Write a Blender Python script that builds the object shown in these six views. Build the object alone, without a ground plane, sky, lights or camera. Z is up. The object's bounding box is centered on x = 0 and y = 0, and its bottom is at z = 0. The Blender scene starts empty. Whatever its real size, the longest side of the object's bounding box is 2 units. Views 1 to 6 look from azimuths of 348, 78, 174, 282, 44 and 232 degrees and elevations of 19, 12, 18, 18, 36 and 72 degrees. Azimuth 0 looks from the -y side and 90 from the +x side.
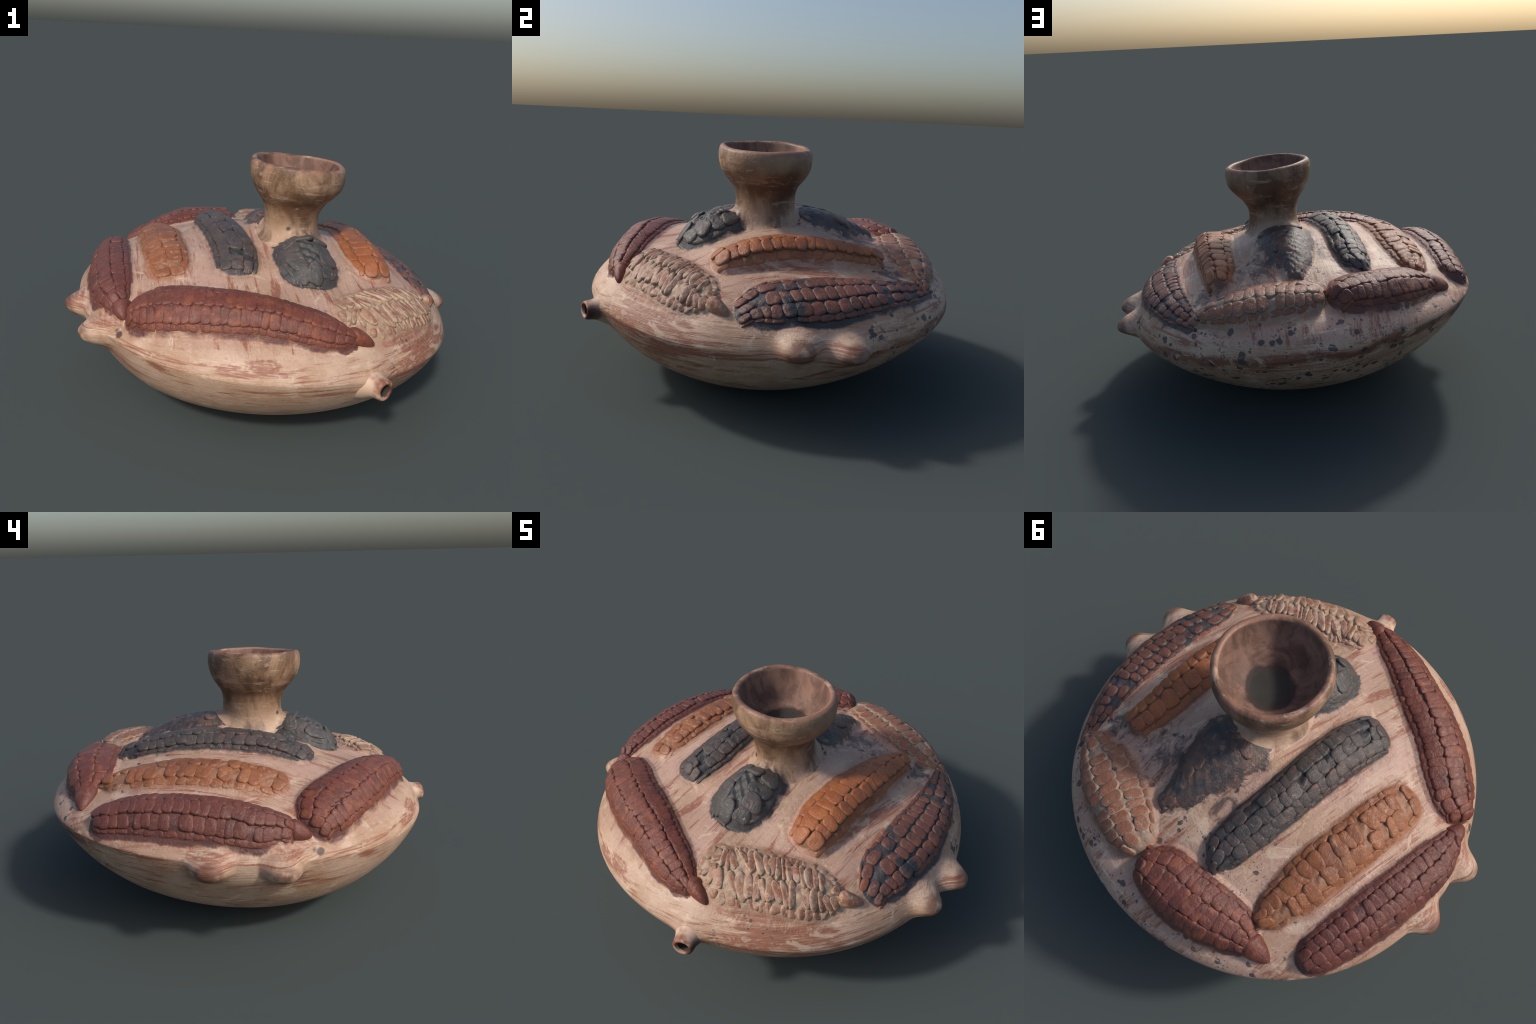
"""A low, lens-shaped pottery vessel with a flared neck, a small spout, four lugs
and eleven maize cobs modelled in relief on its shoulder."""
import bpy, math, random
import numpy as np
from mathutils import Matrix, Vector

random.seed(7)
rng = np.random.default_rng(7)
PI = math.pi

# ------------------------------------------------------------------ base form
# the lens: plan radius and rim height as low harmonics, superelliptic profiles
CX, CY = -0.0035, 0.0138


def wave(a, k):
    """mean, then cosine / sine pairs of the first, second ... harmonic"""
    out = k[0] + 0 * a
    for i in range(1, len(k), 2):
        h = (i + 1) // 2
        out = out + k[i] * np.cos(h * a) + k[i + 1] * np.sin(h * a)
    return out


PLAN = (.9280, 0, 0, .0064, -.0031, -.0013, .0037, -.0013, -.0052)     # rim radius
EDGE = (.4321, -.0702, .0250, -.0080, -.0151)                           # rim height: the pot sits askew
BELLY = (-.0501, -.0071, .0078, .0112, -.0039, .0061, -.0108)           # uneven fullness below
SLOPE = (0, -.0095, -.0166, .0005, -.0001)                                             # and of the shoulder
SWELL = (.0302, .0330, .0206, -.0087, .0219)                            # roundness just above the rim
HIP = (.0157, -.0131, -.0179)                                             # and just below it
BOTTOM = dict(p=3.50, q=1.234, x=.0353, y=-.0519)
TOP = dict(p=1.595, q=1.513, x=-.0184, y=.0366, h=.7765)
# clay heaped round the neck and between some cobs: height, place, reach
HEAPS = [(.042, .25, .02, .16, .28), (.022, -.04, .14, .16, .16), (.015, .64, -.05, .10, .34), (.010, -.35, -.25, .10, .15),
         (.012, -.03, .53, .12, .12), (-.024, .27, -.45, .16, .10), (-.012, .0, -.46, .12, .08), (.012, -.66, .0, .07, .35)]


def edge_radius(a):
    return wave(a, PLAN)


def edge_height(a):
    return wave(a, EDGE)


def falloff(t, k):
    return 1 - np.clip(1 - t ** k['p'], 0, 1) ** (1 / k['q'])


def bottom_point(a, t):
    w = 1 - t * t
    x = CX + edge_radius(a) * t * np.cos(a) + BOTTOM['x'] * w
    y = CY + edge_radius(a) * t * np.sin(a) + BOTTOM['y'] * w
    z = edge_height(a) * falloff(t, BOTTOM) - wave(a, BELLY) * t ** 3 * w * 3 - wave(a, HIP) * t ** 8 * w * 5
    return np.stack([x, y, z], -1)


def top_height(x, y):
    """height of the plain shoulder above a plan position"""
    t = np.full(np.shape(x), 0.5)
    for _ in range(40):
        ox = CX + TOP['x'] * (1 - t * t)
        oy = CY + TOP['y'] * (1 - t * t)
        a = np.arctan2(y - oy, x - ox)
        t = np.minimum(np.hypot(x - ox, y - oy) / edge_radius(a), 1.0)
    e = edge_height(a)
    w = np.clip(1 - t * t, 0, 1)
    z = TOP['h'] + (e - TOP['h']) * falloff(t, TOP) + wave(a, SLOPE) * t ** 2 * w * 3 + wave(a, SWELL) * t ** 6 * np.sqrt(w) * 2.5
    for h, hx, hy, sx, sy in HEAPS:
        z = z + h * np.exp(-((x - hx) / sx) ** 2 - ((y - hy) / sy) ** 2) * np.clip(w * 6, 0, 1)
    return z


def shoulder(x, y):
    """plain shoulder point and its outward normal"""
    e = 0.006
    z = top_height(x, y)
    gx = (top_height(x + e, y) - top_height(x - e, y)) / (2 * e)
    gy = (top_height(x, y + e) - top_height(x, y - e)) / (2 * e)
    g = np.hypot(gx, gy)
    k = np.minimum(1, 1.6 / np.maximum(g, 1e-6))        # keep it leaning up at the rim
    n = np.stack([-gx * k, -gy * k, np.ones_like(z)], -1)
    n /= np.linalg.norm(n, axis=-1, keepdims=True)
    return np.stack([x, y, z], -1), n


def ripple(p):
    """slow unevenness of hand-built clay"""
    x, y, z = p[..., 0], p[..., 1], p[..., 2]
    return (0.0022 * np.sin(7.1 * x + 3.0 * y + 1.0) * np.sin(6.3 * y - 2.0 * z)
            + 0.0013 * np.sin(15 * x - 9 * y + 11 * z) + 0.0008 * np.sin(31 * y + 23 * x + 2))


# ------------------------------------------------------------------ the cobs
# spine: (x, y, half width); rise: height of the crest; rows x pitch of kernels
COBS = [
    dict(look='front_red', rise=0.083, drop=(.35, .50), skew=-0.15, rows=5, pitch=.038, stalk=(.19, -.745, .31, -.767, .040),
         spine=[(-0.662, -0.473, .075), (-0.607, -0.485, .102), (-0.522, -0.523, .114), (-0.387, -0.588, .114), (-0.267, -0.630, .112),
                (-0.162, -0.661, .104), (-0.022, -0.708, .092), (0.073, -0.733, .083), (0.153, -0.753, .062), (0.203, -0.763, .036)]),
    dict(look='cream', rise=0.052, drop=(0.25, 0.55), skew=0, rows=4, pitch=.029, stalk=(.70, -.386, .782, -.315, .036),
         spine=[(.215, -.64, .08), (.30, -.63, .115), (.415, -.56, .12), (.535, -.495, .11), (.635, -.43, .093),
                (.705, -.385, .045)]),
    dict(look='sooty_red', rise=0.036, drop=(.6, .75), skew=-0.1, rows=5, pitch=.049, stalk=None,
         spine=[(.775, -.25, .06), (.757, -.17, .09), (.76, -.05, .10), (.745, .13, .105), (.70, .335, .087),
                (.645, .49, .065), (.565, .645, .032)]),
    dict(look='orange', rise=0.087, drop=(0.25, 0.15), skew=-0.3, rows=4, pitch=.054, stalk=None,
         spine=[(0.465, -0.295, .09), (0.457, -0.190, .105), (0.450, -0.090, .10), (0.445, 0.030, .096), (0.440, 0.170, .088),
                (0.427, 0.330, .080), (0.430, 0.430, .062)]),
    dict(look='lumpy_black', rise=0.095, drop=(.55, .22), skew=0, rows=5, pitch=.070, stalk=None,
         spine=[(.10, -.17, .110), (.115, -.26, .128), (.118, -.35, .132), (.118, -.405, .110)]),
    dict(look='black', rise=0.073, drop=(0.3, 0.3), skew=0, rows=5, pitch=.045, stalk=None,
         spine=[(-.215, -.345, .095), (-.205, -.22, .10), (-.215, -.05, .096), (-.235, .14, .09), (-.242, .28, .09),
                (-.25, .43, .078), (-.27, .49, .05)]),
    dict(look='sooty', rise=0.074, drop=(.25, .5), skew=0, rows=4, pitch=.060, stalk=None,
         spine=[(.09, .12, .145), (.065, .27, .125), (.05, .41, .09), (.06, .52, .045)]),
    dict(look='ochre', rise=0.06, drop=(0.4, 0.3), skew=0.1, rows=4, pitch=.045, stalk=None,
         spine=[(-.512, -.29, .085), (-.52, -.16, .10), (-.53, .01, .10), (-.533, .17, .10), (-.545, .295, .095),
                (-.55, .42, .07), (-.545, .475, .04)]),
    dict(look='maroon', rise=0.083, drop=(0.3, 0.35), skew=-0.05, rows=5, pitch=.039, stalk=(-.735, -.37, -.722, -.468, .045),
         spine=[(-0.742, -0.365, .052), (-0.770, -0.245, .085), (-0.782, -0.080, .095), (-0.787, 0.100, .095), (-0.782, 0.235, .088),
                (-0.777, 0.375, .073), (-0.772, 0.420, .05)]),
    dict(look='red', rise=0.088, drop=(0.15, 0.5), skew=-0.25, rows=5, pitch=.043, stalk=(-.57, .566, -.70, .538, .055),
         spine=[(-.115, .715, .085), (-.175, .685, .112), (-.29, .66, .12), (-.405, .62, .115), (-.515, .575, .095),
                (-.585, .56, .055)]),
    dict(look='cream_red', rise=0.078, drop=(0.15, 0.7), skew=0.25, rows=5, pitch=.048, stalk=None,
         spine=[(.0, .695, .08), (.045, .69, .105), (.16, .672, .125), (.295, .65, .128), (.395, .635, .112),
                (.495, .625, .072), (.56, .635, .035)]),
]
KERNEL_PROUD = 0.0062


def prepare(c):
    """dense resampling of a cob's spine"""
    k = np.array(c['spine'])
    d = np.concatenate([[0], np.cumsum(np.hypot(*np.diff(k[:, :2], axis=0).T))])
    u = np.linspace(0, d[-1], 241)
    m = np.zeros((len(k), 3))
    m[1:-1] = (k[2:] - k[:-2]) / (d[2:] - d[:-2])[:, None]
    m[0] = (k[1] - k[0]) / d[1]
    m[-1] = (k[-1] - k[-2]) / (d[-1] - d[-2])
    i = np.clip(np.searchsorted(d, u, 'right') - 1, 0, len(k) - 2)
    L = (d[i + 1] - d[i])[:, None]
    s = (u - d[i])[:, None] / L
    P = ((2 * s**3 - 3 * s**2 + 1) * k[i] + (s**3 - 2 * s**2 + s) * L * m[i]
         + (-2 * s**3 + 3 * s**2) * k[i + 1] + (s**3 - s**2) * L * m[i + 1])
    c['xy'], c['hw'], c['u'], c['len'] = P[:, :2], P[:, 2], u, d[-1]
    t = np.gradient(P[:, :2], axis=0)
    c['tan'] = t / np.linalg.norm(t, axis=1, keepdims=True)
    c['cap'] = (0.62 * k[0, 2], 0.62 * k[-1, 2])


for c in COBS:
    c['name'] = c['look']
    c['furrow'] = {'black': .009, 'maroon': .008, 'ochre': .007, 'lumpy_black': .002, 'sooty': .001}.get(c['look'], .005)
    c['lumpy'] = {'lumpy_black': .006, 'sooty': .0015, 'cream': .003, 'black': .002, 'ochre': .002}.get(c['look'], .001)
    prepare(c)


def cob_coords(c, x, y):
    """distance along the spine, signed offset across in half widths, and the outline measure q"""
    sh = np.shape(x)
    X = np.stack([np.ravel(x), np.ravel(y)], -1)
    best = np.full(len(X), 1e9)
    idx = np.zeros(len(X), int)
    for j in range(0, 241, 4):
        d = np.sum((X - c['xy'][j]) ** 2, 1)
        w = d < best
        best[w] = d[w]
        idx[w] = j
    for step in (2, 1):
        for o in (-step, step):
            j = np.clip(idx + o, 0, 240)
            d = np.sum((X - c['xy'][j]) ** 2, 1)
            w = d < best
            best[w] = d[w]
            idx[w] = j[w]
    r = X - c['xy'][idx]
    t = c['tan'][idx]
    along = np.sum(r * t, 1)
    across = t[:, 0] * r[:, 1] - t[:, 1] * r[:, 0]
    v = across / c['hw'][idx]
    over = np.where(idx == 0, np.maximum(-along, 0) / c['cap'][0],
                    np.where(idx == 240, np.maximum(along, 0) / c['cap'][1], 0))
    q = np.sqrt(v * v + over * over)
    return c['u'][idx].reshape(sh), v.reshape(sh), q.reshape(sh), (c['u'][idx] + along).reshape(sh)


def cob_rise(c, u, v, q, kernels=True):
    s = u / c['len']
    env = 1 - c['drop'][0] * np.clip(1 - s / .28, 0, 1) ** 1.6 - c['drop'][1] * np.clip((s - .45) / .55, 0, 1) ** 1.8
    env = env * (1 + c['skew'] * np.clip(v, -1, 1))
    h = c['rise'] * env - (KERNEL_PROUD * .8 if kernels else 0)
    x = h * np.clip(1 - np.clip(q / 1.16, 0, 1) ** 2.3, 0, 1) ** 1.22      # a rounded ridge running out softly at its foot
    a = np.arcsin(np.clip(v, -1, 1)) / (PI / 2) * .5 + .5
    groove = np.abs(np.cos(PI * a * c['rows'])) ** 3
    x = x - c['furrow'] * groove * np.clip(1.1 - q, 0, .5) * 2.2
    x = x + c['lumpy'] * (np.sin(u * 83 + v * 5) * np.sin(v * 9 + u * 31) + .6 * np.sin(u * 147 - v * 13 + 1)) * np.clip(1.12 - q, 0, 1)
    return x


def relief(x, y, want=False):
    """combined height of all cobs over the plain shoulder; optionally which cob owns the place"""
    H = np.zeros(np.shape(x))
    own = np.full(np.shape(x), -1)
    bestq = np.full(np.shape(x), 9.0)
    for i, c in enumerate(COBS):
        lo = c['xy'].min(0) - .3
        hi = c['xy'].max(0) + .3
        near = (x > lo[0]) & (x < hi[0]) & (y > lo[1]) & (y < hi[1])
        if not near.any():
            continue
        u, v, q, ue = cob_coords(c, x[near], y[near])
        h = cob_rise(c, u, v, q)
        H[near] = np.maximum(H[near], h)
        if want:
            b, o = bestq[near], own[near]
            w = (q < 1.45) & (q < b)
            b[w] = q[w]
            o[w] = i
            bestq[near], own[near] = b, o
    return (H, own) if want else H


def surface(x, y):
    x, y = np.asarray(x, float), np.asarray(y, float)
    P, n = shoulder(x, y)
    return P + n * (relief(x, y) + ripple(P))[..., None]


# ------------------------------------------------------------------ the pot as one smooth grid
NT = 960
ang = np.linspace(0, 2 * PI, NT, endpoint=False)
rows, kind = [], []                       # rings of points; what each ring belongs to

t = np.sin(np.linspace(0.012, 1, 120) * PI / 2)
for ti in t[:-1]:
    rows.append(bottom_point(ang, np.full(NT, ti)))
    kind.append('body')

NECK = dict(x=.104, y=-.047, rx=.172, ry=.190)
er = edge_radius(ang)
edge_xy = np.stack([CX + er * np.cos(ang), CY + er * np.sin(ang)], -1)
neck_xy = np.stack([NECK['x'] + NECK['rx'] * np.cos(ang), NECK['y'] + NECK['ry'] * np.sin(ang)], -1)
NS = 240
w = (np.arange(NS) / (NS - 1)) ** 1.45
XY = edge_xy[None] * (1 - w)[:, None, None] + neck_xy[None] * w[:, None, None]
P, n = shoulder(XY[..., 0], XY[..., 1])
H, OWN = relief(XY[..., 0], XY[..., 1], True)
P = P + n * (H + ripple(P) * np.clip(w * 12, 0, 1)[:, None])[..., None]
first_top = len(rows)
for i in range(NS):
    rows.append(P[i])
    kind.append('body')

# lugs: blunt nipples pushed out of the rim
LUGS = [(-.945, -.100, .460, .078), (-.875, -.385, .445, .092), (.930, -.045, .398, .078), (.915, .180, .370, .086)]
LUG_T, LUG_Z, LUG_W = .074, .060, .070


def smooth_lugs(Q):
    out = np.zeros(Q.shape[:-1])
    for lx, ly, lz, ll in LUGS:
        r = math.hypot(lx - CX, ly - CY)
        ox, oy = (lx - CX) / r, (ly - CY) / r
        dx, dy, dz = Q[..., 0] - lx, Q[..., 1] - ly, Q[..., 2] - lz
        along = np.abs(-oy * dx + ox * dy) / LUG_T
        high = np.abs(dz) / LUG_Z
        out = np.maximum(out, ll * np.exp(-(along ** 2 + high ** 2) ** 1.45) * (np.abs(ox * dx + oy * dy) < .25))
    return out


G = np.array(rows)
push = smooth_lugs(G)
rad = np.stack([G[..., 0] - CX, G[..., 1] - CY, np.full(G.shape[:-1], -.03)], -1)
rad /= np.linalg.norm(rad, axis=-1, keepdims=True)
LUG_OWN = np.full(G.shape[:-1], -1)
for i, (lx, ly, lz, ll) in enumerate(LUGS):
    d = np.linalg.norm(G - np.array([lx, ly, lz]), axis=-1)
    LUG_OWN[d < LUG_W * 1.3] = i
push = np.maximum(push, .016 * np.exp(-(np.linalg.norm((G - np.array([-.925, -.25, .40])) / np.array([.2, .17, .075]), axis=-1)) ** 2.4))
# a flatter wall over the eastern lugs, a fuller underside to the south-west
down = np.stack([G[..., 0], G[..., 1], np.full(G.shape[:-1], -.9)], -1)
down /= np.linalg.norm(down, axis=-1, keepdims=True)
G = G + down * (.017 * np.exp(-(np.linalg.norm((G - np.array([-.68, -.45, .22])) / np.array([.34, .40, .16]), axis=-1)) ** 2))[..., None]
G = G + down * (.012 * np.exp(-(np.linalg.norm((G - np.array([.20, -.62, .20])) / np.array([.45, .30, .15]), axis=-1)) ** 2))[..., None]
# a swelling where the spout grows out of the wall
SPOUT_ROOT = np.array([.277, -.848, .378])
SPOUT_TIP = np.array([.314, -.926, .380])
push = np.maximum(push, .024 * np.exp(-(np.linalg.norm(G - SPOUT_ROOT, axis=-1) / .07) ** 2))
push = push - .018 * np.exp(-(np.linalg.norm((G - np.array([.90, .08, .475])) / np.array([.2, .24, .06]), axis=-1)) ** 2)
G = G + rad * push[..., None]
rows = [r for r in G]

# neck: foot rising out of the shoulder, waist, bowl, lip, throat
foot = rows[-1]
WAIST = (.880, .105, -.049, .133, .150)
for s in np.linspace(0, 1, 30)[1:-1]:
    z = foot[:, 2] + (WAIST[0] - foot[:, 2]) * s ** 1.35
    k = (1 - s) ** 2.6
    rx = WAIST[3] + (NECK['rx'] - WAIST[3]) * k
    ry = WAIST[4] + (NECK['ry'] - WAIST[4]) * k
    cx = WAIST[1] + (NECK['x'] - WAIST[1]) * k
    cy = WAIST[2] + (NECK['y'] - WAIST[2]) * k
    rows.append(np.stack([cx + rx * np.cos(ang), cy + ry * np.sin(ang), z], -1))
    kind.append('neck')
PROFILE = [WAIST, (.905, .106, -.050, .136, .150), (.932, .110, -.052, .146, .154), (.962, .115, -.055, .162, .166),
           (1.00, .120, -.058, .194, .197), (1.04, .123, -.060, .220, .221), (1.08, .122, -.061, .231, .232),
           (1.11, .121, -.061, .2345, .2345), (1.135, .121, -.061, .232, .232), (1.149, .121, -.061, .226, .226),
           (1.156, .121, -.061, .213, .213), (1.148, .121, -.061, .200, .200), (1.12, .120, -.060, .192, .192),
           (1.08, .118, -.058, .179, .179), (1.045, .116, -.054, .160, .160), (1.015, .114, -.050, .130, .130), (.995, .113, -.045, .096, .096)]
pr = np.array(PROFILE)
LIP = 10


def catmull(k, i, s):
    a, b, c, d = (k[np.clip(i + o, 0, len(k) - 1)] for o in (-1, 0, 1, 2))
    return .5 * (2 * b + (c - a) * s + (2 * a - 5 * b + 4 * c - d) * s * s + (3 * b - a - 3 * c + d) * s**3)


for i in range(len(pr) - 1):
    for s in np.linspace(0, 1, 8, endpoint=False):
        z, cx, cy, rx, ry = catmull(pr, i, s)
        hi = np.clip((z - .95) / .2, 0, 1)
        x = cx + rx * np.cos(ang) * (1 + hi * .006 * np.sin(3 * ang + 1) + .002 * np.sin(7 * ang))
        y = cy + ry * np.sin(ang) * (1 + hi * .006 * np.sin(2 * ang + 2) + .002 * np.sin(5 * ang))
        zz = z + hi * (-.080 * (x - .121) + .003 * np.sin(3 * ang + .5) + .0007 * np.sin(8 * ang))
        rows.append(np.stack([x, y, zz], -1))
        kind.append('neck' if i < LIP + 1 else 'throat')
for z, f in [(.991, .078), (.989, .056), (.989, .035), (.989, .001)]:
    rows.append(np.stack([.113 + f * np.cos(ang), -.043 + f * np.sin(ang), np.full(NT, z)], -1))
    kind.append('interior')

G = np.array(rows)
NR = len(G)

# whole-pot faces and normals
ii, jj = np.meshgrid(np.arange(NR - 1), np.arange(NT), indexing='ij')
j2 = (jj + 1) % NT
Q = np.stack([ii * NT + jj, ii * NT + j2, (ii + 1) * NT + j2, (ii + 1) * NT + jj], -1).reshape(-1, 4)
V = G.reshape(-1, 3)
fn = np.cross(V[Q[:, 2]] - V[Q[:, 0]], V[Q[:, 3]] - V[Q[:, 1]])
VN = np.zeros_like(V)
for k in range(4):
    for a in range(3):
        VN[:, a] += np.bincount(Q[:, k], fn[:, a], len(V))
VN /= np.maximum(np.linalg.norm(VN, axis=1, keepdims=True), 1e-12)

# which part each face belongs to
vown = np.full((NR, NT), -1)
vown[first_top:first_top + NS] = OWN
lug = np.full((NR, NT), -1)
lug[:len(LUG_OWN)] = LUG_OWN
face_kind = np.repeat([{'body': 0, 'neck': 1, 'interior': 2, 'throat': 3}[k] for k in kind[:-1]], NT)
fo = vown.reshape(-1)[Q[:, 0]]
fl = lug.reshape(-1)[Q[:, 0]]
part = np.where(face_kind == 0, np.where(fo >= 0, 100 + fo, np.where(fl >= 0, 200 + fl, 0)), face_kind)

# ------------------------------------------------------------------ materials
def srgb(r, g, b):
    f = lambda c: (c / 12.92 if c <= .04045 else ((c + .055) / 1.055) ** 2.4)
    return (f(r / 255), f(g / 255), f(b / 255), 1)


class Nodes:
    """small helper for writing node graphs as expressions"""

    def __init__(self, name, group=False):
        if group:
            self.t = bpy.data.node_groups.new(name, 'ShaderNodeTree')
            for o, kind_ in (('Color', 'NodeSocketColor'), ('Height', 'NodeSocketFloat')):
                self.t.interface.new_socket(o, in_out='OUTPUT', socket_type=kind_)
            self.out = self.t.nodes.new('NodeGroupOutput')
        else:
            self.mat = bpy.data.materials.new(name)
            self.mat.use_nodes = True
            self.t = self.mat.node_tree
            self.bsdf = self.t.nodes['Principled BSDF']
        self.pos = self.t.nodes.new('ShaderNodeNewGeometry').outputs['Position']
        self.warped = None

    def put(self, node, key, val):
        if val is None:
            return
        if hasattr(val, 'is_linked'):
            self.t.links.new(val, node.inputs[key])
        else:
            node.inputs[key].default_value = val

    def math(self, op, a, b=0.0, clamp=False):
        n = self.t.nodes.new('ShaderNodeMath')
        n.operation = op
        n.use_clamp = clamp
        self.put(n, 0, a)
        self.put(n, 1, b)
        return n.outputs[0]

    def scaled(self, vec, s, rot=(0, 0, 0), loc=(0, 0, 0)):
        n = self.t.nodes.new('ShaderNodeMapping')
        self.put(n, 'Vector', vec)
        n.inputs['Scale'].default_value = s
        n.inputs['Rotation'].default_value = rot
        n.inputs['Location'].default_value = loc
        return n.outputs[0]

    def noise(self, vec, scale, detail=4.0, rough=.55, distort=0.0):
        n = self.t.nodes.new('ShaderNodeTexNoise')
        self.put(n, 'Vector', vec)
        n.inputs['Scale'].default_value = scale
        n.inputs['Detail'].default_value = detail
        n.inputs['Roughness'].default_value = rough
        n.inputs['Distortion'].default_value = distort
        return n.outputs['Fac']

    def cells(self, vec, scale, feature='F1', out='Distance'):
        n = self.t.nodes.new('ShaderNodeTexVoronoi')
        n.feature = feature
        self.put(n, 'Vector', vec)
        n.inputs['Scale'].default_value = scale
        return n.outputs[out]

    def step(self, x, lo, hi):
        n = self.t.nodes.new('ShaderNodeMapRange')
        n.interpolation_type = 'SMOOTHSTEP'
        self.put(n, 'Value', x)
        n.inputs['From Min'].default_value = lo
        n.inputs['From Max'].default_value = hi
        return n.outputs[0]

    def mix(self, f, a, b, mode='MIX'):
        n = self.t.nodes.new('ShaderNodeMix')
        n.data_type = 'RGBA'
        n.blend_type = mode
        self.put(n, 0, f)
        self.put(n, 6, a)
        self.put(n, 7, b)
        return n.outputs[2]

    def xyz(self, vec):
        n = self.t.nodes.new('ShaderNodeSeparateXYZ')
        self.put(n, 0, vec)
        return n.outputs

    def join(self, x, y, z):
        n = self.t.nodes.new('ShaderNodeCombineXYZ')
        for k, v in enumerate((x, y, z)):
            self.put(n, k, v)
        return n.outputs[0]

    def blob(self, c, r, soft=.5, vec=None):
        """1 inside a ball round c, fading to 0"""
        n = self.t.nodes.new('ShaderNodeVectorMath')
        n.operation = 'DISTANCE'
        self.put(n, 0, vec or self.pos)
        n.inputs[1].default_value = c
        return self.step(n.outputs['Value'], r, r * soft)

    def use(self, group):
        n = self.t.nodes.new('ShaderNodeGroup')
        n.node_tree = group
        return n.outputs

    def along(self, spine):
        """plan distance to a tapering spine, in half widths (1 on the outline)"""
        x, y, z = self.xyz(self.pos)
        q = None
        for (x0, y0, w0), (x1, y1, w1) in zip(spine[:-1], spine[1:]):
            dx, dy = x1 - x0, y1 - y0
            L = dx * dx + dy * dy
            px, py = self.math('SUBTRACT', x, x0), self.math('SUBTRACT', y, y0)
            h = self.math('ADD', self.math('MULTIPLY', px, dx / L), self.math('MULTIPLY', py, dy / L), True)
            rx = self.math('SUBTRACT', px, self.math('MULTIPLY', h, dx))
            ry = self.math('SUBTRACT', py, self.math('MULTIPLY', h, dy))
            d = self.math('SQRT', self.math('ADD', self.math('MULTIPLY', rx, rx), self.math('MULTIPLY', ry, ry)))
            r = self.math('DIVIDE', d, self.math('ADD', w0, self.math('MULTIPLY', h, w1 - w0)))
            q = r if q is None else self.math('MINIMUM', q, r)
        return q

    @property
    def warp(self):
        """position shaken by noise, for ragged outlines"""
        if self.warped is None:
            n = self.t.nodes.new('ShaderNodeTexNoise')
            self.put(n, 'Vector', self.pos)
            n.inputs['Scale'].default_value = 35
            a = self.t.nodes.new('ShaderNodeVectorMath')
            a.operation = 'MULTIPLY_ADD'
            self.put(a, 0, n.outputs['Color'])
            a.inputs[1].default_value = (.024, .024, .024)
            b = self.t.nodes.new('ShaderNodeVectorMath')
            b.operation = 'SUBTRACT'
            self.put(a, 2, self.pos)
            self.put(b, 0, a.outputs[0])
            b.inputs[1].default_value = (.012, .012, .012)
            self.warped = b.outputs[0]
        return self.warped

    def finish(self, color, rough, bump=None, height=.3, dist=.004):
        self.put(self.bsdf, 'Base Color', color)
        self.put(self.bsdf, 'Roughness', rough)
        self.bsdf.inputs['Specular IOR Level'].default_value = .45
        if bump is not None:
            n = self.t.nodes.new('ShaderNodeBump')
            n.inputs['Strength'].default_value = height
            n.inputs['Distance'].default_value = dist
            self.put(n, 'Height', bump)
            self.t.links.new(n.outputs[0], self.bsdf.inputs['Normal'])
        return self.mat


TAN = srgb(173, 139, 113)
PALE = srgb(199, 169, 147)
PINK = srgb(180, 146, 130)
RUST = srgb(140, 84, 63)
BROWN = srgb(124, 82, 58)
SOOT = srgb(52, 54, 58)
MAT = {}


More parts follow.
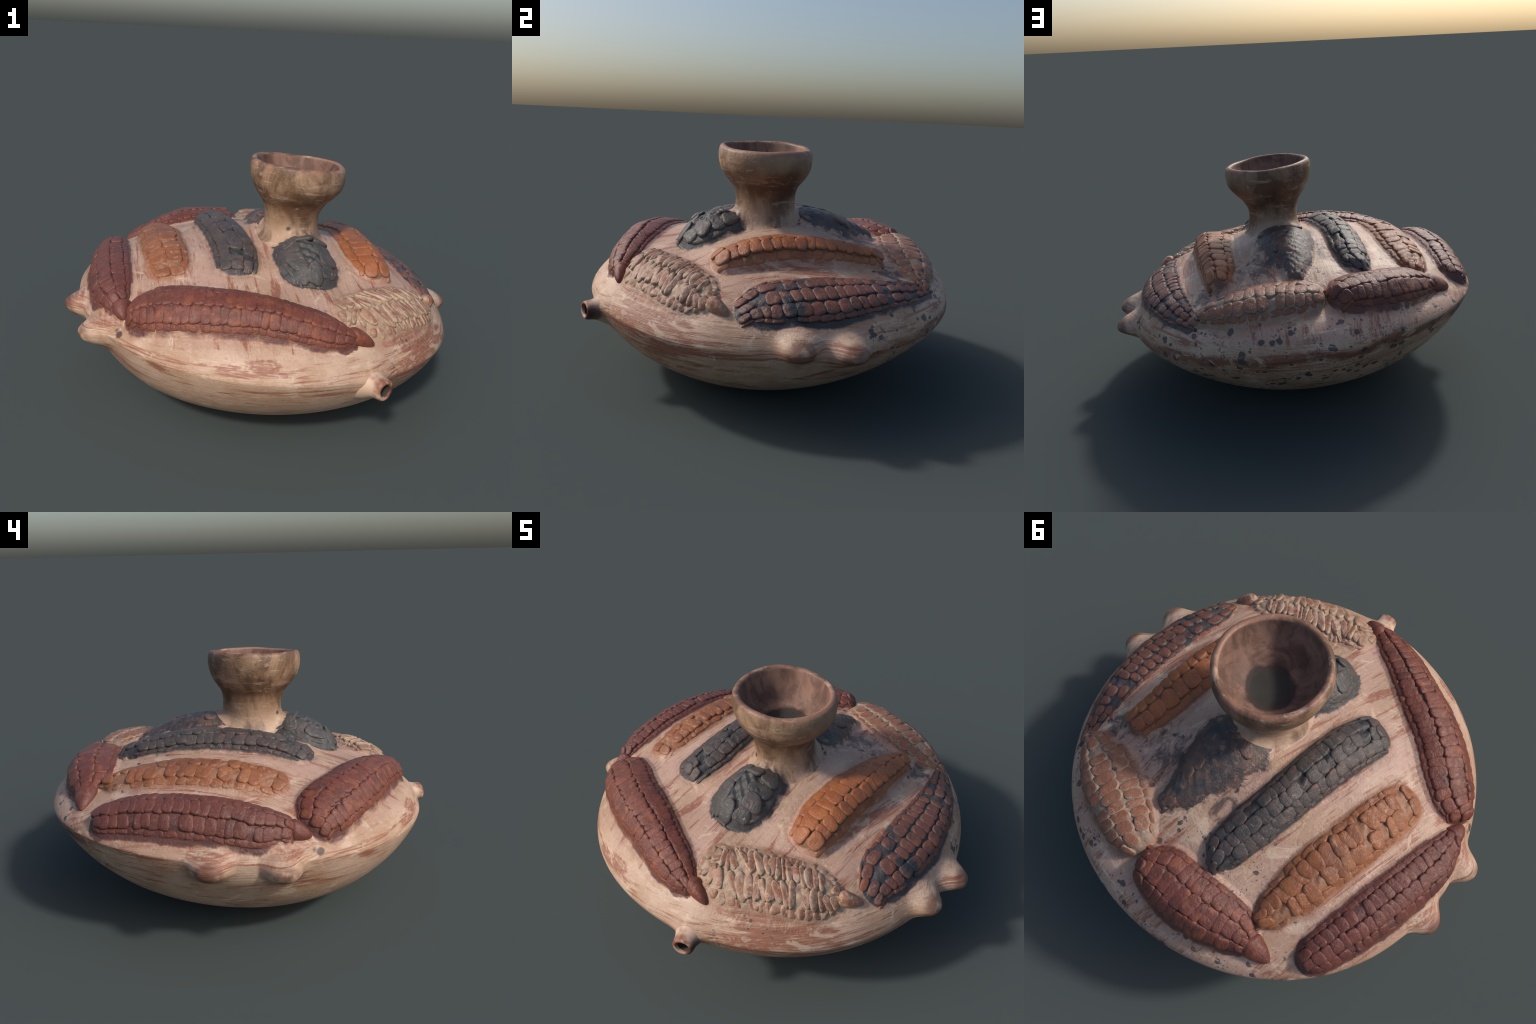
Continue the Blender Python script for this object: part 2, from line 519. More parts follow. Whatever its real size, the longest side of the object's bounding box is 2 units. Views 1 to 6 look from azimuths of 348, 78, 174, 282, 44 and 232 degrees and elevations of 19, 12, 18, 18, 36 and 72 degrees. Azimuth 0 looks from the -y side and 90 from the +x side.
def clay(name):
    k = Nodes(name, group=True)
    p = k.pos
    x, y, z = k.xyz(p)
    ang = k.math('ARCTAN2', y, x)
    ring = k.join(k.math('MULTIPLY', ang, 1.1), k.math('MULTIPLY', z, 10.0), k.math('MULTIPLY', z, .5))
    top = k.scaled(p, (13, 1.6, 4))
    up = k.step(k.math('ADD', z, k.math('MULTIPLY', k.noise(p, 6, 3), .06)), .50, .60)
    col = k.mix(k.step(k.noise(p, 3.5, 5, .6), .35, .68), TAN, PALE)
    col = k.mix(k.math('MULTIPLY', k.step(k.noise(p, 12, 5, .65), .52, .72), .6), col, PINK)
    col = k.mix(k.math('MULTIPLY', up, k.step(k.noise(p, 5, 5), .30, .7)), col, PINK)
    # brushed iron-red slip: round the wall below, along the cobs above
    low = k.noise(ring, 1.9, 8, .66, 1.4)
    hi = k.noise(top, 1.5, 8, .66, 1.0)
    streak = k.mix(up, low, hi)
    hair = k.mix(up, k.noise(k.scaled(ring, (1, 3.0, 1)), 5, 5, .65, .8), k.noise(k.scaled(top, (3, 1, 1)), 3, 5, .65, .6))
    hairy = k.math('SUBTRACT', 1.0, k.math('MULTIPLY', up, .45))
    rim = k.math('SUBTRACT', z, k.math('ADD', .442, k.math('ADD', k.math('MULTIPLY', x, -.081), k.math('MULTIPLY', y, .03))))
    belt = k.math('SUBTRACT', 1.0, k.math('MULTIPLY', k.math('ABSOLUTE', rim), 6.0), True)
    m1 = k.blob((.60, -.62, .44), .42, .3)
    m2 = k.blob((.62, .05, .62), .34, .3)
    m3 = k.blob((.05, -.50, .66), .38, .2)
    zone = k.math('MAXIMUM', k.math('MAXIMUM', m1, k.math('MULTIPLY', m2, .8)), k.math('MULTIPLY', m3, .3))
    thr = k.math('ADD', streak, k.math('ADD', k.math('MULTIPLY', zone, .115), k.math('MULTIPLY', belt, .05)))
    thr = k.math('ADD', thr, k.math('MULTIPLY', k.math('SUBTRACT', hair, .5), .35))
    red = k.step(thr, .535, .66)
    col = k.mix(k.math('MULTIPLY', red, .85), col, RUST)
    col = k.mix(k.math('MULTIPLY', k.math('MULTIPLY', k.step(hair, .58, .74), .65), hairy), col, BROWN)
    col = k.mix(k.math('MULTIPLY', k.math('MULTIPLY', k.step(hair, .45, .28), .6), hairy), col, srgb(206, 184, 166))
    fine = hair
    # a brown smear along the rim on the far side
    north = k.step(y, -.1, .75)
    wav = k.math('MULTIPLY', k.math('SUBTRACT', k.noise(k.scaled(ring, (1.5, .3, 1)), 2.2, 5), .5), .16)
    smear = k.step(k.math('ABSOLUTE', k.math('ADD', k.math('ADD', rim, .02), wav)), .040, .008)
    col = k.mix(k.math('MULTIPLY', k.math('MULTIPLY', smear, north), .85), col, srgb(112, 66, 48))
    drag = k.noise(k.scaled(p, (5, 3, 5), rot=(0, 0, .5)), 4, 7, .7, 1.5)
    col = k.mix(k.math('MULTIPLY', k.step(drag, .56, .70), .55), col, srgb(204, 180, 168))
    col = k.mix(k.math('MULTIPLY', k.step(drag, .44, .30), .40), col, srgb(140, 102, 84))
    # dark specks: many on the north side
    sp = k.cells(k.warp, 24)
    sz = k.noise(p, 9, 2)
    lim = k.math('MULTIPLY', k.math('ADD', .03, k.math('MULTIPLY', north, .40)), k.step(sz, .42, .64))
    speck = k.step(k.math('SUBTRACT', lim, sp), -.03, .03)
    col = k.mix(k.math('MULTIPLY', speck, .85), col, SOOT)
    sp2 = k.cells(k.warp, 75)
    lim2 = k.math('MULTIPLY', k.math('ADD', .04, k.math('MULTIPLY', north, .32)), k.step(k.noise(p, 14, 2), .44, .62))
    col = k.mix(k.math('MULTIPLY', k.step(k.math('SUBTRACT', lim2, sp2), -.04, .04), .7), col, SOOT)
    grain = k.noise(p, 90, 3)
    col = k.mix(k.math('MULTIPLY', k.step(grain, .5, .8), .25), col, BROWN)
    b = k.math('ADD', k.math('MULTIPLY', grain, .5), k.math('MULTIPLY', fine, 1.0))
    chalk = k.noise(k.scaled(p, (2, 2, 5)), 3.2, 7, .68, 1.2)
    col = k.mix(k.math('MULTIPLY', k.step(chalk, .54, .66), .6), col, srgb(214, 190, 166))
    # single marks: a dark drip, a burnt splotch beside the lugs
    for c_, r_ in (((-.757, -.488, .518), .020), ((-.760, -.492, .500), .017), ((-.750, -.508, .490), .022)):
        col = k.mix(k.math('MULTIPLY', k.blob(c_, r_, .5, k.warp), .85), col, srgb(58, 44, 40))
    sp3 = k.math('MULTIPLY', k.blob((.865, .30, .43), .075, .3), k.step(k.noise(p, 30, 4, .6), .52, .56))
    col = k.mix(k.math('MULTIPLY', sp3, .9), col, SOOT)
    row_ = k.math('MULTIPLY', k.blob((.48, -.74, .43), .16, .5), k.step(k.math('SUBTRACT', k.math('MULTIPLY', k.step(k.noise(p, 11, 2), .5, .62), .42), k.cells(p, 55)), -.04, .03))
    col = k.mix(k.math('MULTIPLY', row_, .85), col, SOOT)
    # soot smudges on the far shoulder
    s1 = k.math('MAXIMUM', k.blob((.27, .42, .68), .24, .2), k.math('MAXIMUM', k.blob((.50, .50, .60), .18, .2), k.blob((-.06, .28, .76), .20, .2)))
    smut = k.math('ADD', k.noise(k.scaled(p, (8, 5, 8)), 2.0, 7, .7, 1.0), k.math('MULTIPLY', s1, .16))
    col = k.mix(k.math('MULTIPLY', k.math('MULTIPLY', k.step(smut, .58, .74), k.step(s1, 0, .4)), .8), col, srgb(66, 58, 56))
    # worn, browned ends of the lugs
    for lx, ly, lz, ll in LUGS:
        r_ = math.hypot(lx - CX, ly - CY)
        tip = (lx + (lx - CX) / r_ * ll, ly + (ly - CY) / r_ * ll, lz - .012)
        m_ = k.math('MULTIPLY', k.blob(tip, .10, .60), k.step(k.noise(p, 16, 5, .6), .24, .52))
        col = k.mix(k.math('MULTIPLY', m_, .75), col, srgb(94, 54, 39))
    k.put(k.out, 'Color', col)
    k.put(k.out, 'Height', b)
    return k.t


CLAY = clay('clay_slip')
k = Nodes('clay')
_c = k.use(CLAY)
MAT['clay'] = k.finish(_c['Color'], .5, _c['Height'], .4, .005)


def neck_clay(name):
    k = Nodes(name)
    p = k.pos
    x, y, z = k.xyz(p)
    col = k.mix(k.step(k.noise(p, 6, 5), .35, .68), srgb(136, 106, 82), srgb(162, 132, 106))
    belt = k.math('SUBTRACT', 1.0, k.math('MULTIPLY', k.math('ABSOLUTE', k.math('SUBTRACT', z, .965)), 9.0), True)
    dark = k.math('ADD', k.math('MULTIPLY', belt, .24), k.noise(k.scaled(p, (1, 1, .45)), 6.5, 6, .6, .8))
    col = k.mix(k.math('MULTIPLY', k.step(dark, .50, .74), .8), col, srgb(92, 62, 42))
    lip = k.step(k.math('ADD', z, k.math('MULTIPLY', x, .08)), 1.135, 1.165)
    col = k.mix(k.math('MULTIPLY', lip, .7), col, srgb(146, 102, 84))
    pale = k.step(k.noise(k.scaled(p, (1, 1, 2)), 11, 5, .6, 1.0), .60, .72)
    col = k.mix(k.math('MULTIPLY', pale, .5), col, srgb(196, 172, 152))
    foot = k.step(z, .90, .80)
    col = k.mix(k.math('MULTIPLY', foot, .5), col, PALE)
    col = k.mix(k.blob((.063, -.178, .851), .022, .6), col, srgb(60, 42, 34))
    sp = k.cells(p, 95)
    col = k.mix(k.math('MULTIPLY', k.step(k.math('SUBTRACT', k.math('MULTIPLY', k.step(k.noise(p, 12, 2), .5, .7), .22), sp), -.02, .04), .6), col, srgb(80, 56, 42))
    g = k.noise(p, 80, 3)
    smoke = k.noise(k.scaled(p, (1, 1, .6)), 5, 6, .65, .5)
    col = k.mix(k.math('MULTIPLY', k.step(smoke, .46, .60), .75), col, srgb(80, 56, 41))
    hair = k.noise(k.scaled(p, (1, 1, 5)), 7, 6, .7, .8)
    col = k.mix(k.math('MULTIPLY', k.step(hair, .55, .66), .6), col, srgb(188, 162, 142))
    return k.finish(col, .5, k.math('ADD', g, k.noise(p, 25, 3)), .35, .005)


MAT['neck'] = neck_clay('neck_clay')
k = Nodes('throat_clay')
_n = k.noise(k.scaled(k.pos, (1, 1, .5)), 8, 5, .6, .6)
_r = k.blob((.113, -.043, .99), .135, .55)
_baked_shade = k.math('MULTIPLY', k.step(k.math('ADD', _r, k.math('MULTIPLY', k.math('SUBTRACT', k.noise(k.pos, 14, 5), .5), 1.2)), .35, .75), .85)  # painted ring of shadow deep in the mouth, ragged by noise
_base = (k.mix(k.step(_n, .35, .66), srgb(100, 74, 63), srgb(146, 112, 96)))  # browns lowered to carry the dimness inside the neck
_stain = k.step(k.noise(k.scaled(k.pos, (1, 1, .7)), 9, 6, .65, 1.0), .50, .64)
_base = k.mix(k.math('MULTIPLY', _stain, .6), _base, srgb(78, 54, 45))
MAT['throat'] = k.finish(k.mix(_baked_shade, _base, srgb(44, 36, 33)), .7, _n, .3)
k = Nodes('shade_darkened_interior')
MAT['interior'] = k.finish(k.mix(k.noise(k.pos, 12), srgb(48, 46, 43), srgb(66, 63, 60)), .9)  # greys darkened for the shade at the throat floor
k = Nodes('spout_clay')
_z = k.noise(k.pos, 18, 5)
_tip = k.blob(tuple(float(v) for v in SPOUT_TIP), .065, .65)
_col = k.mix(k.math('ADD', k.math('MULTIPLY', _tip, k.step(_z, .30, .55)), k.math('MULTIPLY', k.step(_z, .5, .7), .5), True), PALE, srgb(122, 68, 48))
_col = k.mix(k.math('MULTIPLY', k.blob((.348, -.885, .362), .058, .5), .85), _col, srgb(66, 42, 36))
MAT['spout'] = k.finish(_col, .5, _z, .3)


def paint(name, face, gap, worn, worn_at=(.55, .70), soot=0.0, rough=.38, ragged=.10, edge=1.06, soft=.05, scuff=.25, wash=.0):
    """slip paint of a cob: the valleys and flanks (gap) and the kernel faces (face);
    the ground colour stops at a brushed outline round the cob's spine"""
    for which in ('', '_flank', '_kernel'):
        k = Nodes(name + which + '_slip')
        p = k.pos
        x, y, z = k.xyz(p)
        a, b = (face if which == '_kernel' else gap)
        col = k.mix(k.step(k.noise(p, 14, 5, .6), .35, .7), a, b)
        w = k.noise(p, 30, 6, .65, .6)
        col = k.mix(k.math('MULTIPLY', k.step(w, *worn_at), .75), col, worn)
        sc = k.noise(k.scaled(p, (1, 1, 1), loc=(5, 7, 1)), 48, 6, .7, .8)
        col = k.mix(k.math('MULTIPLY', k.step(sc, .58, .72), scuff), col, srgb(190, 170, 158))
        col = k.mix(k.math('MULTIPLY', k.step(k.noise(p, 5, 4), .5, .75), .35), col, srgb(84, 58, 50))
        if 'red' in name and which == '_kernel':
            col = k.mix(k.math('MULTIPLY', k.step(k.noise(p, 17, 5, .65), .50, .66), .55), col, srgb(150, 88, 60))
        if soot:
            s = k.noise(k.scaled(p, (1, 1, 1), loc=(3, 1, 2)), 9, 5, .6)
            col = k.mix(k.step(k.math('ADD', s, soot * .3), .55, .70), col, SOOT)
        north = k.step(y, .1, .7)
        sp = k.cells(p, 22)
        lim = k.math('MULTIPLY', north, k.math('MULTIPLY', k.step(k.noise(p, 7, 2), .5, .7), .28))
        col = k.mix(k.math('MULTIPLY', k.step(k.math('SUBTRACT', lim, sp), -.03, .03), .85), col, SOOT)
        g = k.math('ADD', k.math('MULTIPLY', k.noise(p, 34, 6, .7, .8), 1.6), k.math('MULTIPLY', k.noise(p, 95, 3), .6))
        hgt = g
        c = [c for c in COBS if c['name'] == name][0]
        spine = list(c['spine'])
        for e, n_ in ((0, 1), (-1, -2)):           # the rounded ends are shorter than half circles
            (xa, ya, wa), (xb, yb, wb) = spine[e], spine[n_]
            f_ = .36 * wa / math.hypot(xb - xa, yb - ya)
            if f_ < .9:
                spine[e] = (xa + (xb - xa) * f_, ya + (yb - ya) * f_, wa)
        if c['stalk']:
            s_ = c['stalk']
            spine += [(s_[2], s_[3], .02)]
        if math.hypot(spine[1][0], spine[1][1]) > .55:   # on the steep outer shoulder a cob leans out over its foot
            go, wide = (.026, .016) if which else (.009, .0)
            spine = [(x_ * (1 + go / math.hypot(x_, y_)), y_ * (1 + go / math.hypot(x_, y_)), w_ + wide) for x_, y_, w_ in spine]
        q = k.along(spine)
        cl = k.use(CLAY)
        wob = k.math('MULTIPLY', k.math('SUBTRACT', k.noise(p, 9, 6, .65, .5), .5), ragged * 4)
        qw = k.math('ADD', q, wob)
        if which == '':
            m_ = k.step(qw, edge + soft, edge - soft)
            halo = k.math('MULTIPLY', k.step(qw, 1.42, .95), k.step(k.noise(p, 13, 6, .65, .8), .36, .62))
            tint = srgb(108, 88, 78) if 'black' in name or 'sooty' == name else srgb(160, 104, 80)
            ground = k.mix(k.math('MULTIPLY', halo, .55), cl['Color'], tint)
        else:                                      # clay slip washed over the outermost kernels
            wash_ = k.step(k.math('ADD', qw, k.math('MULTIPLY', k.noise(p, 40, 4), .3)), 1.05, 1.30)
            m_ = k.math('SUBTRACT', 1.0, k.math('MULTIPLY', wash_, wash))
        col = k.mix(m_, ground if which == '' else cl['Color'], col)
        hgt = k.math('ADD', g, k.math('MULTIPLY', cl['Height'], .5))
        MAT[name + which] = k.finish(col, rough, hgt, .55, .006)


paint('front_red', (srgb(120, 66, 52), srgb(100, 55, 45)), (srgb(116, 76, 68), srgb(100, 66, 62)), srgb(156, 112, 98), (.62, .76))
paint('maroon', (srgb(114, 66, 56), srgb(100, 58, 51)), (srgb(108, 72, 66), srgb(94, 62, 58)), srgb(148, 112, 102), (.62, .76), edge=1.12)
paint('cream', (srgb(146, 98, 76), srgb(172, 136, 112)), (srgb(174, 146, 122), srgb(158, 132, 110)), srgb(184, 158, 136), (.48, .60), edge=1.0, soft=.15, wash=.9)
paint('cream_red', (srgb(132, 86, 66), srgb(148, 106, 84)), (srgb(158, 132, 112), srgb(130, 110, 97)), srgb(182, 156, 134), (.57, .70), edge=1.0, soft=.15, wash=.9, soot=.0)
paint('orange', (srgb(160, 96, 56), srgb(140, 80, 50)), (srgb(130, 88, 62), srgb(130, 98, 78)), srgb(172, 134, 110), (.61, .75), edge=1.02, wash=.25)
paint('ochre', (srgb(150, 94, 60), srgb(134, 80, 54)), (srgb(146, 98, 70), srgb(156, 114, 88)), srgb(184, 144, 118), (.56, .70), soft=.14, scuff=.4, wash=.5)
paint('black', (srgb(68, 64, 63), srgb(86, 76, 72)), (srgb(58, 57, 58), srgb(68, 64, 64)), srgb(124, 80, 64), (.57, .68), ragged=.05, scuff=.4)
paint('lumpy_black', (srgb(70, 68, 66), srgb(84, 79, 76)), (srgb(64, 64, 64), srgb(74, 72, 71)), srgb(130, 82, 64), (.58, .68), edge=1.14, ragged=.16, scuff=.45)
paint('sooty', (srgb(84, 70, 66), srgb(112, 84, 72)), (srgb(66, 62, 64), srgb(100, 80, 72)), srgb(152, 116, 98), (.54, .68), soot=.12, ragged=.42, scuff=.3)
paint('sooty_red', (srgb(122, 76, 62), srgb(92, 66, 60)), (srgb(78, 71, 71), srgb(62, 60, 64)), srgb(130, 114, 106), (.62, .74), scuff=.4, soot=.10)
paint('red', (srgb(112, 63, 52), srgb(96, 54, 46)), (srgb(114, 74, 66), srgb(100, 66, 60)), srgb(152, 112, 98), (.64, .78))



def link(o, parent=None):
    bpy.context.scene.collection.objects.link(o)
    if parent:
        o.parent = parent
    return o


def part_mesh(name, mask, mat, parent, cap=False):
    f = Q[mask]
    used, inv = np.unique(f, return_inverse=True)
    f = inv.reshape(-1, 4)
    me = bpy.data.meshes.new(name)
    faces = f.tolist()
    if cap:                                      # close the centre of the underside
        faces.append(list(range(NT))[::-1])
    me.from_pydata(V[used].tolist(), [], faces)
    me.polygons.foreach_set('use_smooth', np.ones(len(me.polygons), bool))
    me.materials.append(mat)
    me.update()
    me.normals_split_custom_set_from_vertices(VN[used].tolist())
    return link(bpy.data.objects.new(name, me), parent)


root = link(bpy.data.objects.new('maize_vessel', None))
root['label'] = 'low round clay pot with maize cobs in relief and flared neck'
root['category'] = 'pottery vessel'

body = part_mesh('body', part == 0, MAT['clay'], root, cap=True)
neck = part_mesh('neck', part == 1, MAT['neck'], root)
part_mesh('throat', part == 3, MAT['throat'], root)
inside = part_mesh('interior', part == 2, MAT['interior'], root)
for i in range(len(LUGS)):
    part_mesh('lug', part == 200 + i, MAT['clay'], root)


# spout: a short tube with a bore, flaring into the wall
def lathe(name, prof, origin, axis, mat, parent, seg=48, power=1.0):
    z = Vector(axis).normalized()
    R = z.to_track_quat('Z', 'Y').to_matrix()
    vs, fs = [], []
    for r, h in prof:
        for k in range(seg):
            a = 2 * PI * k / seg
            rr = r * (1 + .03 * math.sin(2 * a + 1) + .02 * math.sin(3 * a))
            p = R @ Vector((rr * math.cos(a), rr * math.sin(a), h))
            vs.append((p + Vector(origin))[:])
    m = len(prof)
    for i in range(m - 1):
        for k in range(seg):
            b = (k + 1) % seg
            fs.append((i * seg + k, i * seg + b, (i + 1) * seg + b, (i + 1) * seg + k))
    fs.append(tuple(range((m - 1) * seg, m * seg)))
    me = bpy.data.meshes.new(name)
    me.from_pydata(vs, [], fs)
    me.polygons.foreach_set('use_smooth', np.ones(len(fs), bool))
    me.materials.append(mat)
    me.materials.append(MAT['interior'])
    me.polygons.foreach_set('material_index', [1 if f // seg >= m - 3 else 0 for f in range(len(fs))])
    return link(bpy.data.objects.new(name, me), parent)


ax = SPOUT_TIP - SPOUT_ROOT
ax = ax / np.linalg.norm(ax)
Ls = float(np.linalg.norm(SPOUT_TIP - SPOUT_ROOT))
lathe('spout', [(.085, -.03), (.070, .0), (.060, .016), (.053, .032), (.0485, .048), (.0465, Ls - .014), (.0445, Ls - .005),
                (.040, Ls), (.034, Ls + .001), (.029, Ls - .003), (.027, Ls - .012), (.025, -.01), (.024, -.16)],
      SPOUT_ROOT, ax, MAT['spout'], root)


# ------------------------------------------------------------------ kernels
def kernel_mesh(seed, rim, face, nu=16, nv=12, power=3.2, wobble=.10, ground=4):
    """a rounded pillow, closed below; unit half sizes; two materials: flank and face"""
    r = np.random.default_rng(seed)
    ph = r.uniform(0, 2 * PI, 6)
    vs, fs, ms = [], [], []
    rings = [(0.55, -.9), (.88, -.55), (.98, -.1), (1.0, .2), (.985, .48), (.945, .70), (.84, .87), (.62, .96), (.30, 1.0)]
    for q, h in rings:
        for k in range(nu):
            a = 2 * PI * k / nu
            ca, sa = math.cos(a), math.sin(a)
            g = (abs(ca) ** power + abs(sa) ** power) ** (-1 / power)
            g *= 1 + wobble * math.sin(2 * a + ph[0]) * .6 + wobble * math.sin(3 * a + ph[1]) * .5
            hh = h + wobble * .8 * math.sin(a + ph[2]) * max(h, 0)
            vs.append((g * q * ca, g * q * sa, hh))
    m = len(rings)
    for i in range(m - 1):
        for k in range(nu):
            b = (k + 1) % nu
            fs.append((i * nu + k, i * nu + b, (i + 1) * nu + b, (i + 1) * nu + k))
            ms.append(0 if i < ground else 1)
    fs.append(tuple(range(nu))[::-1])
    ms.append(0)
    fs.append(tuple(range((m - 1) * nu, m * nu)))
    ms.append(1)
    me = bpy.data.meshes.new('kernel')
    me.from_pydata(vs, [], fs)
    me.materials.append(rim)
    me.materials.append(face)
    me.polygons.foreach_set('material_index', ms)
    me.polygons.foreach_set('use_smooth', np.ones(len(fs), bool))
    return me


def kernel_sites(ci, c):
    """frames for every kernel of one cob"""
    r = np.random.default_rng(100 + ci)
    out = []
    n = c['rows']
    for row in range(n):
        a0 = (row + .5) / n
        u = -c['cap'][0] * .95 + r.uniform(0, .5) * c['pitch']
        stop = c['len'] + c['cap'][1] * (.75 if c['stalk'] is None else -.3)
        while u < stop:
            p = c['pitch'] * r.uniform(.74, 1.26)
            out.append((u + p / 2, p, a0 + r.uniform(-.02, .02) / n * 3, row))
            u += p
    sites = []
    for u, p, a, row in out:
        k = np.clip(u / c['len'] * 240, 0, 240)
        j = int(round(k))
        over = u - np.clip(u, 0, c['len'])
        v = math.sin((a - .5) * PI)
        wscale = 1.0
        if over:
            e = abs(over) / (c['cap'][0] if over < 0 else c['cap'][1])
            wscale = math.sqrt(max(.05, 1 - e * e))
        tx, ty = c['tan'][j]
        hw = c['hw'][j]

        def at(uu, vv):
            jj = int(np.clip(round(uu / c['len'] * 240), 0, 240))
            o = uu - np.clip(uu, 0, c['len'])
            return (c['xy'][jj] + np.array([tx, ty]) * o + np.array([-c['tan'][jj][1], c['tan'][jj][0]]) * vv * c['hw'][jj])
        da = .5 / n
        v1, v2 = math.sin((a - da - .5) * PI) * wscale, math.sin((a + da - .5) * PI) * wscale
        vm = .5 * (v1 + v2) if abs(v) > .8 else v * wscale
        pts = np.array([at(u, vm), at(u - p / 2, vm), at(u + p / 2, vm), at(u, v1), at(u, v2)])
        sites.append((pts, p, row, hw))
    return sites


def kernel_frames(ci, c):
    S = kernel_sites(ci, c)
    if not S:
        return []
    pts = np.array([s[0] for s in S])
    P = surface(pts[..., 0], pts[..., 1])
    r = np.random.default_rng(300 + ci)
    res = []
    for k, (s, q) in enumerate(zip(S, P)):
        X = q[2] - q[1]
        Y = q[4] - q[3]
        ly = np.linalg.norm(Y)
        X0 = X / np.linalg.norm(X)
        Y = Y - X0 * (Y @ X0)
        ly = np.linalg.norm(Y)
        if ly < .012:
            continue
        Y0 = Y / ly
        Z0 = np.cross(X0, Y0)
        lx = min(np.linalg.norm(X), s[1] * 1.15)
        keep = c.get('keep')
        if keep and not keep(q[0], s[2], r):
            continue
        res.append((q[0], X0, Y0, Z0, lx, min(ly, .12), s[2], abs(2 * (s[2] + .5) / c['rows'] - 1)))
    return res


WORN = {'ochre': .12, 'black': .18, 'lumpy_black': .22, 'sooty': .8, 'maroon': .05, 'cream': .12, 'sooty_red': .06, 'cream_red': .08}
STYLE = {   # footprint fill along/across, proud height, superellipse power, wobble, rings that keep the ground colour, slant
    'front_red': (1.28, 1.10, .92, 3.8, .06, 4, 0), 'red': (1.30, 1.10, .88, 3.8, .07, 4, 0), 'maroon': (1.36, 1.08, .78, 3.6, .08, 4, 0),
    'cream': (1.25, 1.10, 1.1, 2.6, .20, 6, .42), 'sooty_red': (1.14, 1.06, .95, 3.0, .10, 5, .1), 'orange': (1.18, 1.06, 1.0, 3.2, .09, 4, 0),
    'ochre': (1.34, 1.14, .75, 3.2, .12, 4, 0), 'black': (1.36, 1.10, .75, 3.6, .10, 4, 0), 'lumpy_black': (1.3, 1.25, .60, 2.8, .18, 4, 0),
    'sooty': (1.25, 1.15, .30, 2.8, .15, 4, 0), 'cream_red': (1.18, 1.10, 1.0, 2.8, .12, 6, .08),
}

cobs, todo = [], []
for ci, c in enumerate(COBS):
    name = 'maize_cob'
    o = part_mesh(name, part == 100 + ci, MAT[c['look']], root)
    cobs.append(o)
    st = STYLE[c['look']]
    meshes = [kernel_mesh(ci * 10 + k, MAT[c['look'] + '_flank'], MAT[c['look'] + '_kernel'], power=st[3], wobble=st[4], ground=st[5]) for k in range(5)]
    r = np.random.default_rng(500 + ci)
    for (p, X, Y, Z, lx, ly, row, side) in kernel_frames(ci, c):
        if r.random() < WORN.get(c['look'], 0):
            continue
        twist = st[6] + r.normal(0, .06 + st[4] * .5)
        cX = X * math.cos(twist) + Y * math.sin(twist)
        cY = -X * math.sin(twist) + Y * math.cos(twist)
        sx = .5 * lx * st[0] * r.uniform(.95, 1.05)
        sy = .5 * ly * st[1] * r.uniform(.93, 1.05)
        up = KERNEL_PROUD * st[2] * r.uniform(.55, 1.15) * (1 - .95 * side ** 2.5)
        hz = .016
        M = Matrix(((cX[0] * sx, cY[0] * sy, Z[0] * hz, 0), (cX[1] * sx, cY[1] * sy, Z[1] * hz, 0),
                    (cX[2] * sx, cY[2] * sy, Z[2] * hz, 0), (0, 0, 0, 1)))
        q = p + Z * (up - hz)
        M.translation = Vector(q)
        todo.append((lx * ly, ci, M, meshes[r.integers(5)], Z[2]))

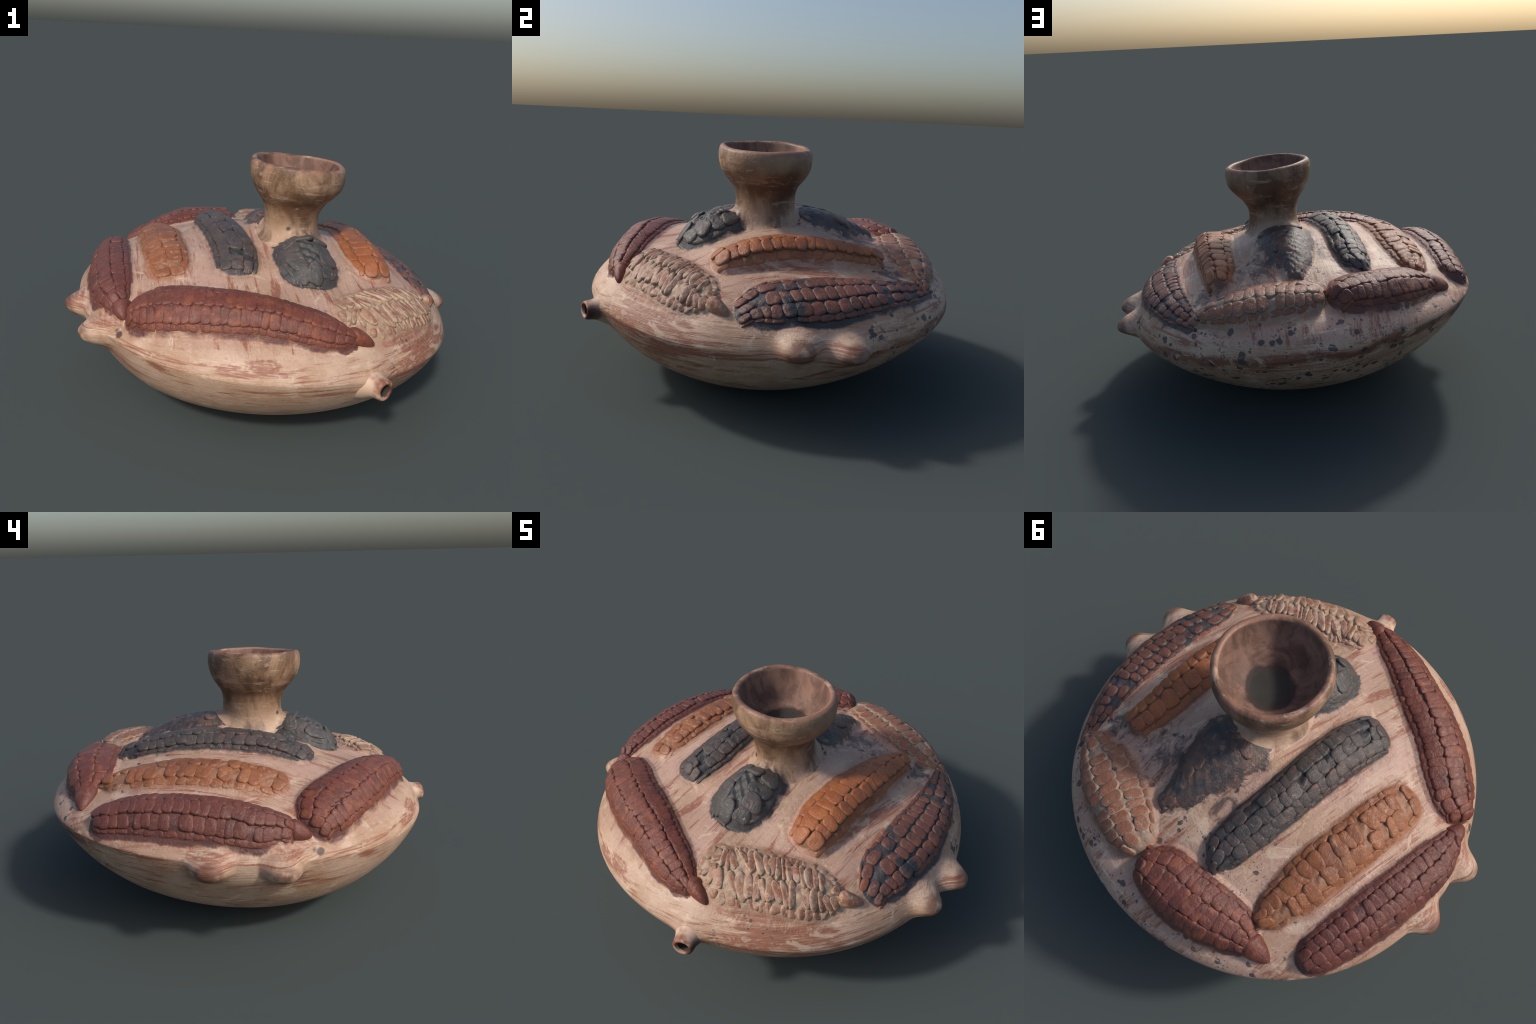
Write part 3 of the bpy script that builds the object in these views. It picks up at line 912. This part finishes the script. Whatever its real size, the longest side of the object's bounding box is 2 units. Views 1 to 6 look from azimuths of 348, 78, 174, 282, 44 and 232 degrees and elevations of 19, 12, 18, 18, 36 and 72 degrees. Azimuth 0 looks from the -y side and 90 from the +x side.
# the largest are objects of their own, the rest of each cob is one joined part
todo.sort(key=lambda k: -k[0])
small = {}
for n_, (area, ci, M, me, up) in enumerate(todo):
    if n_ < 300:
        o = link(bpy.data.objects.new('kernel', me), cobs[ci])
        o.matrix_world = M
    else:
        small.setdefault(ci, []).append((M, me))
for ci, L in small.items():
    vs, fs, ms = [], [], []
    for M, me in L:
        b = len(vs)
        vs += [(M @ v.co)[:] for v in me.vertices]
        fs += [tuple(b + k for k in p.vertices) for p in me.polygons]
        ms += [p.material_index for p in me.polygons]
    me = bpy.data.meshes.new('kernels')
    me.from_pydata(vs, [], fs)
    for m in L[0][1].materials:
        me.materials.append(m)
    me.polygons.foreach_set('material_index', ms)
    me.polygons.foreach_set('use_smooth', np.ones(len(fs), bool))
    o = link(bpy.data.objects.new('kernels', me), cobs[ci])
    o['kind'] = 'stuff'


# stalks: the smooth pointed husk ends
for ci, c in enumerate(COBS):
    if not c['stalk']:
        continue
    x0, y0, x1, y1, wd = c['stalk']
    nl, nc = 24, 20
    s = np.linspace(0, 1, nl)
    sx, sy = x0 + (x1 - x0) * s, y0 + (y1 - y0) * s
    F, N = shoulder(sx, sy)
    tx = np.array([x1 - x0, y1 - y0, 0.]) / math.hypot(x1 - x0, y1 - y0)
    vs, fs = [], []
    for k in range(nl):
        g = math.sqrt(max(0, min(1, s[k] / .25))) if s[k] < .25 else 1
        e = math.sqrt(max(.02, 1 - s[k] ** 6))
        wk = wd * 1.1 * (.35 + .65 * g) * (1 - s[k] ** 1.6 * .62) * e
        hk = .052 * (.55 + .45 * g) * (1 - s[k] ** 1.5 * .55) * e
        side = np.cross(N[k], tx)
        side /= np.linalg.norm(side)
        for m in range(nc):
            a = 2 * PI * m / nc
            p = F[k] + side * wk * math.cos(a) + N[k] * (hk * math.sin(a) if math.sin(a) > 0 else .02 * math.sin(a))
            vs.append(p.tolist())
    for k in range(nl - 1):
        for m in range(nc):
            b = (m + 1) % nc
            fs.append((k * nc + m, k * nc + b, (k + 1) * nc + b, (k + 1) * nc + m))
    fs.append(tuple(range(nc))[::-1])
    fs.append(tuple(range((nl - 1) * nc, nl * nc)))
    me = bpy.data.meshes.new('stalk')
    me.from_pydata(vs, [], fs)
    me.polygons.foreach_set('use_smooth', np.ones(len(fs), bool))
    me.materials.append(MAT[c['look'] + '_kernel'])
    link(bpy.data.objects.new('stalk', me), cobs[ci])
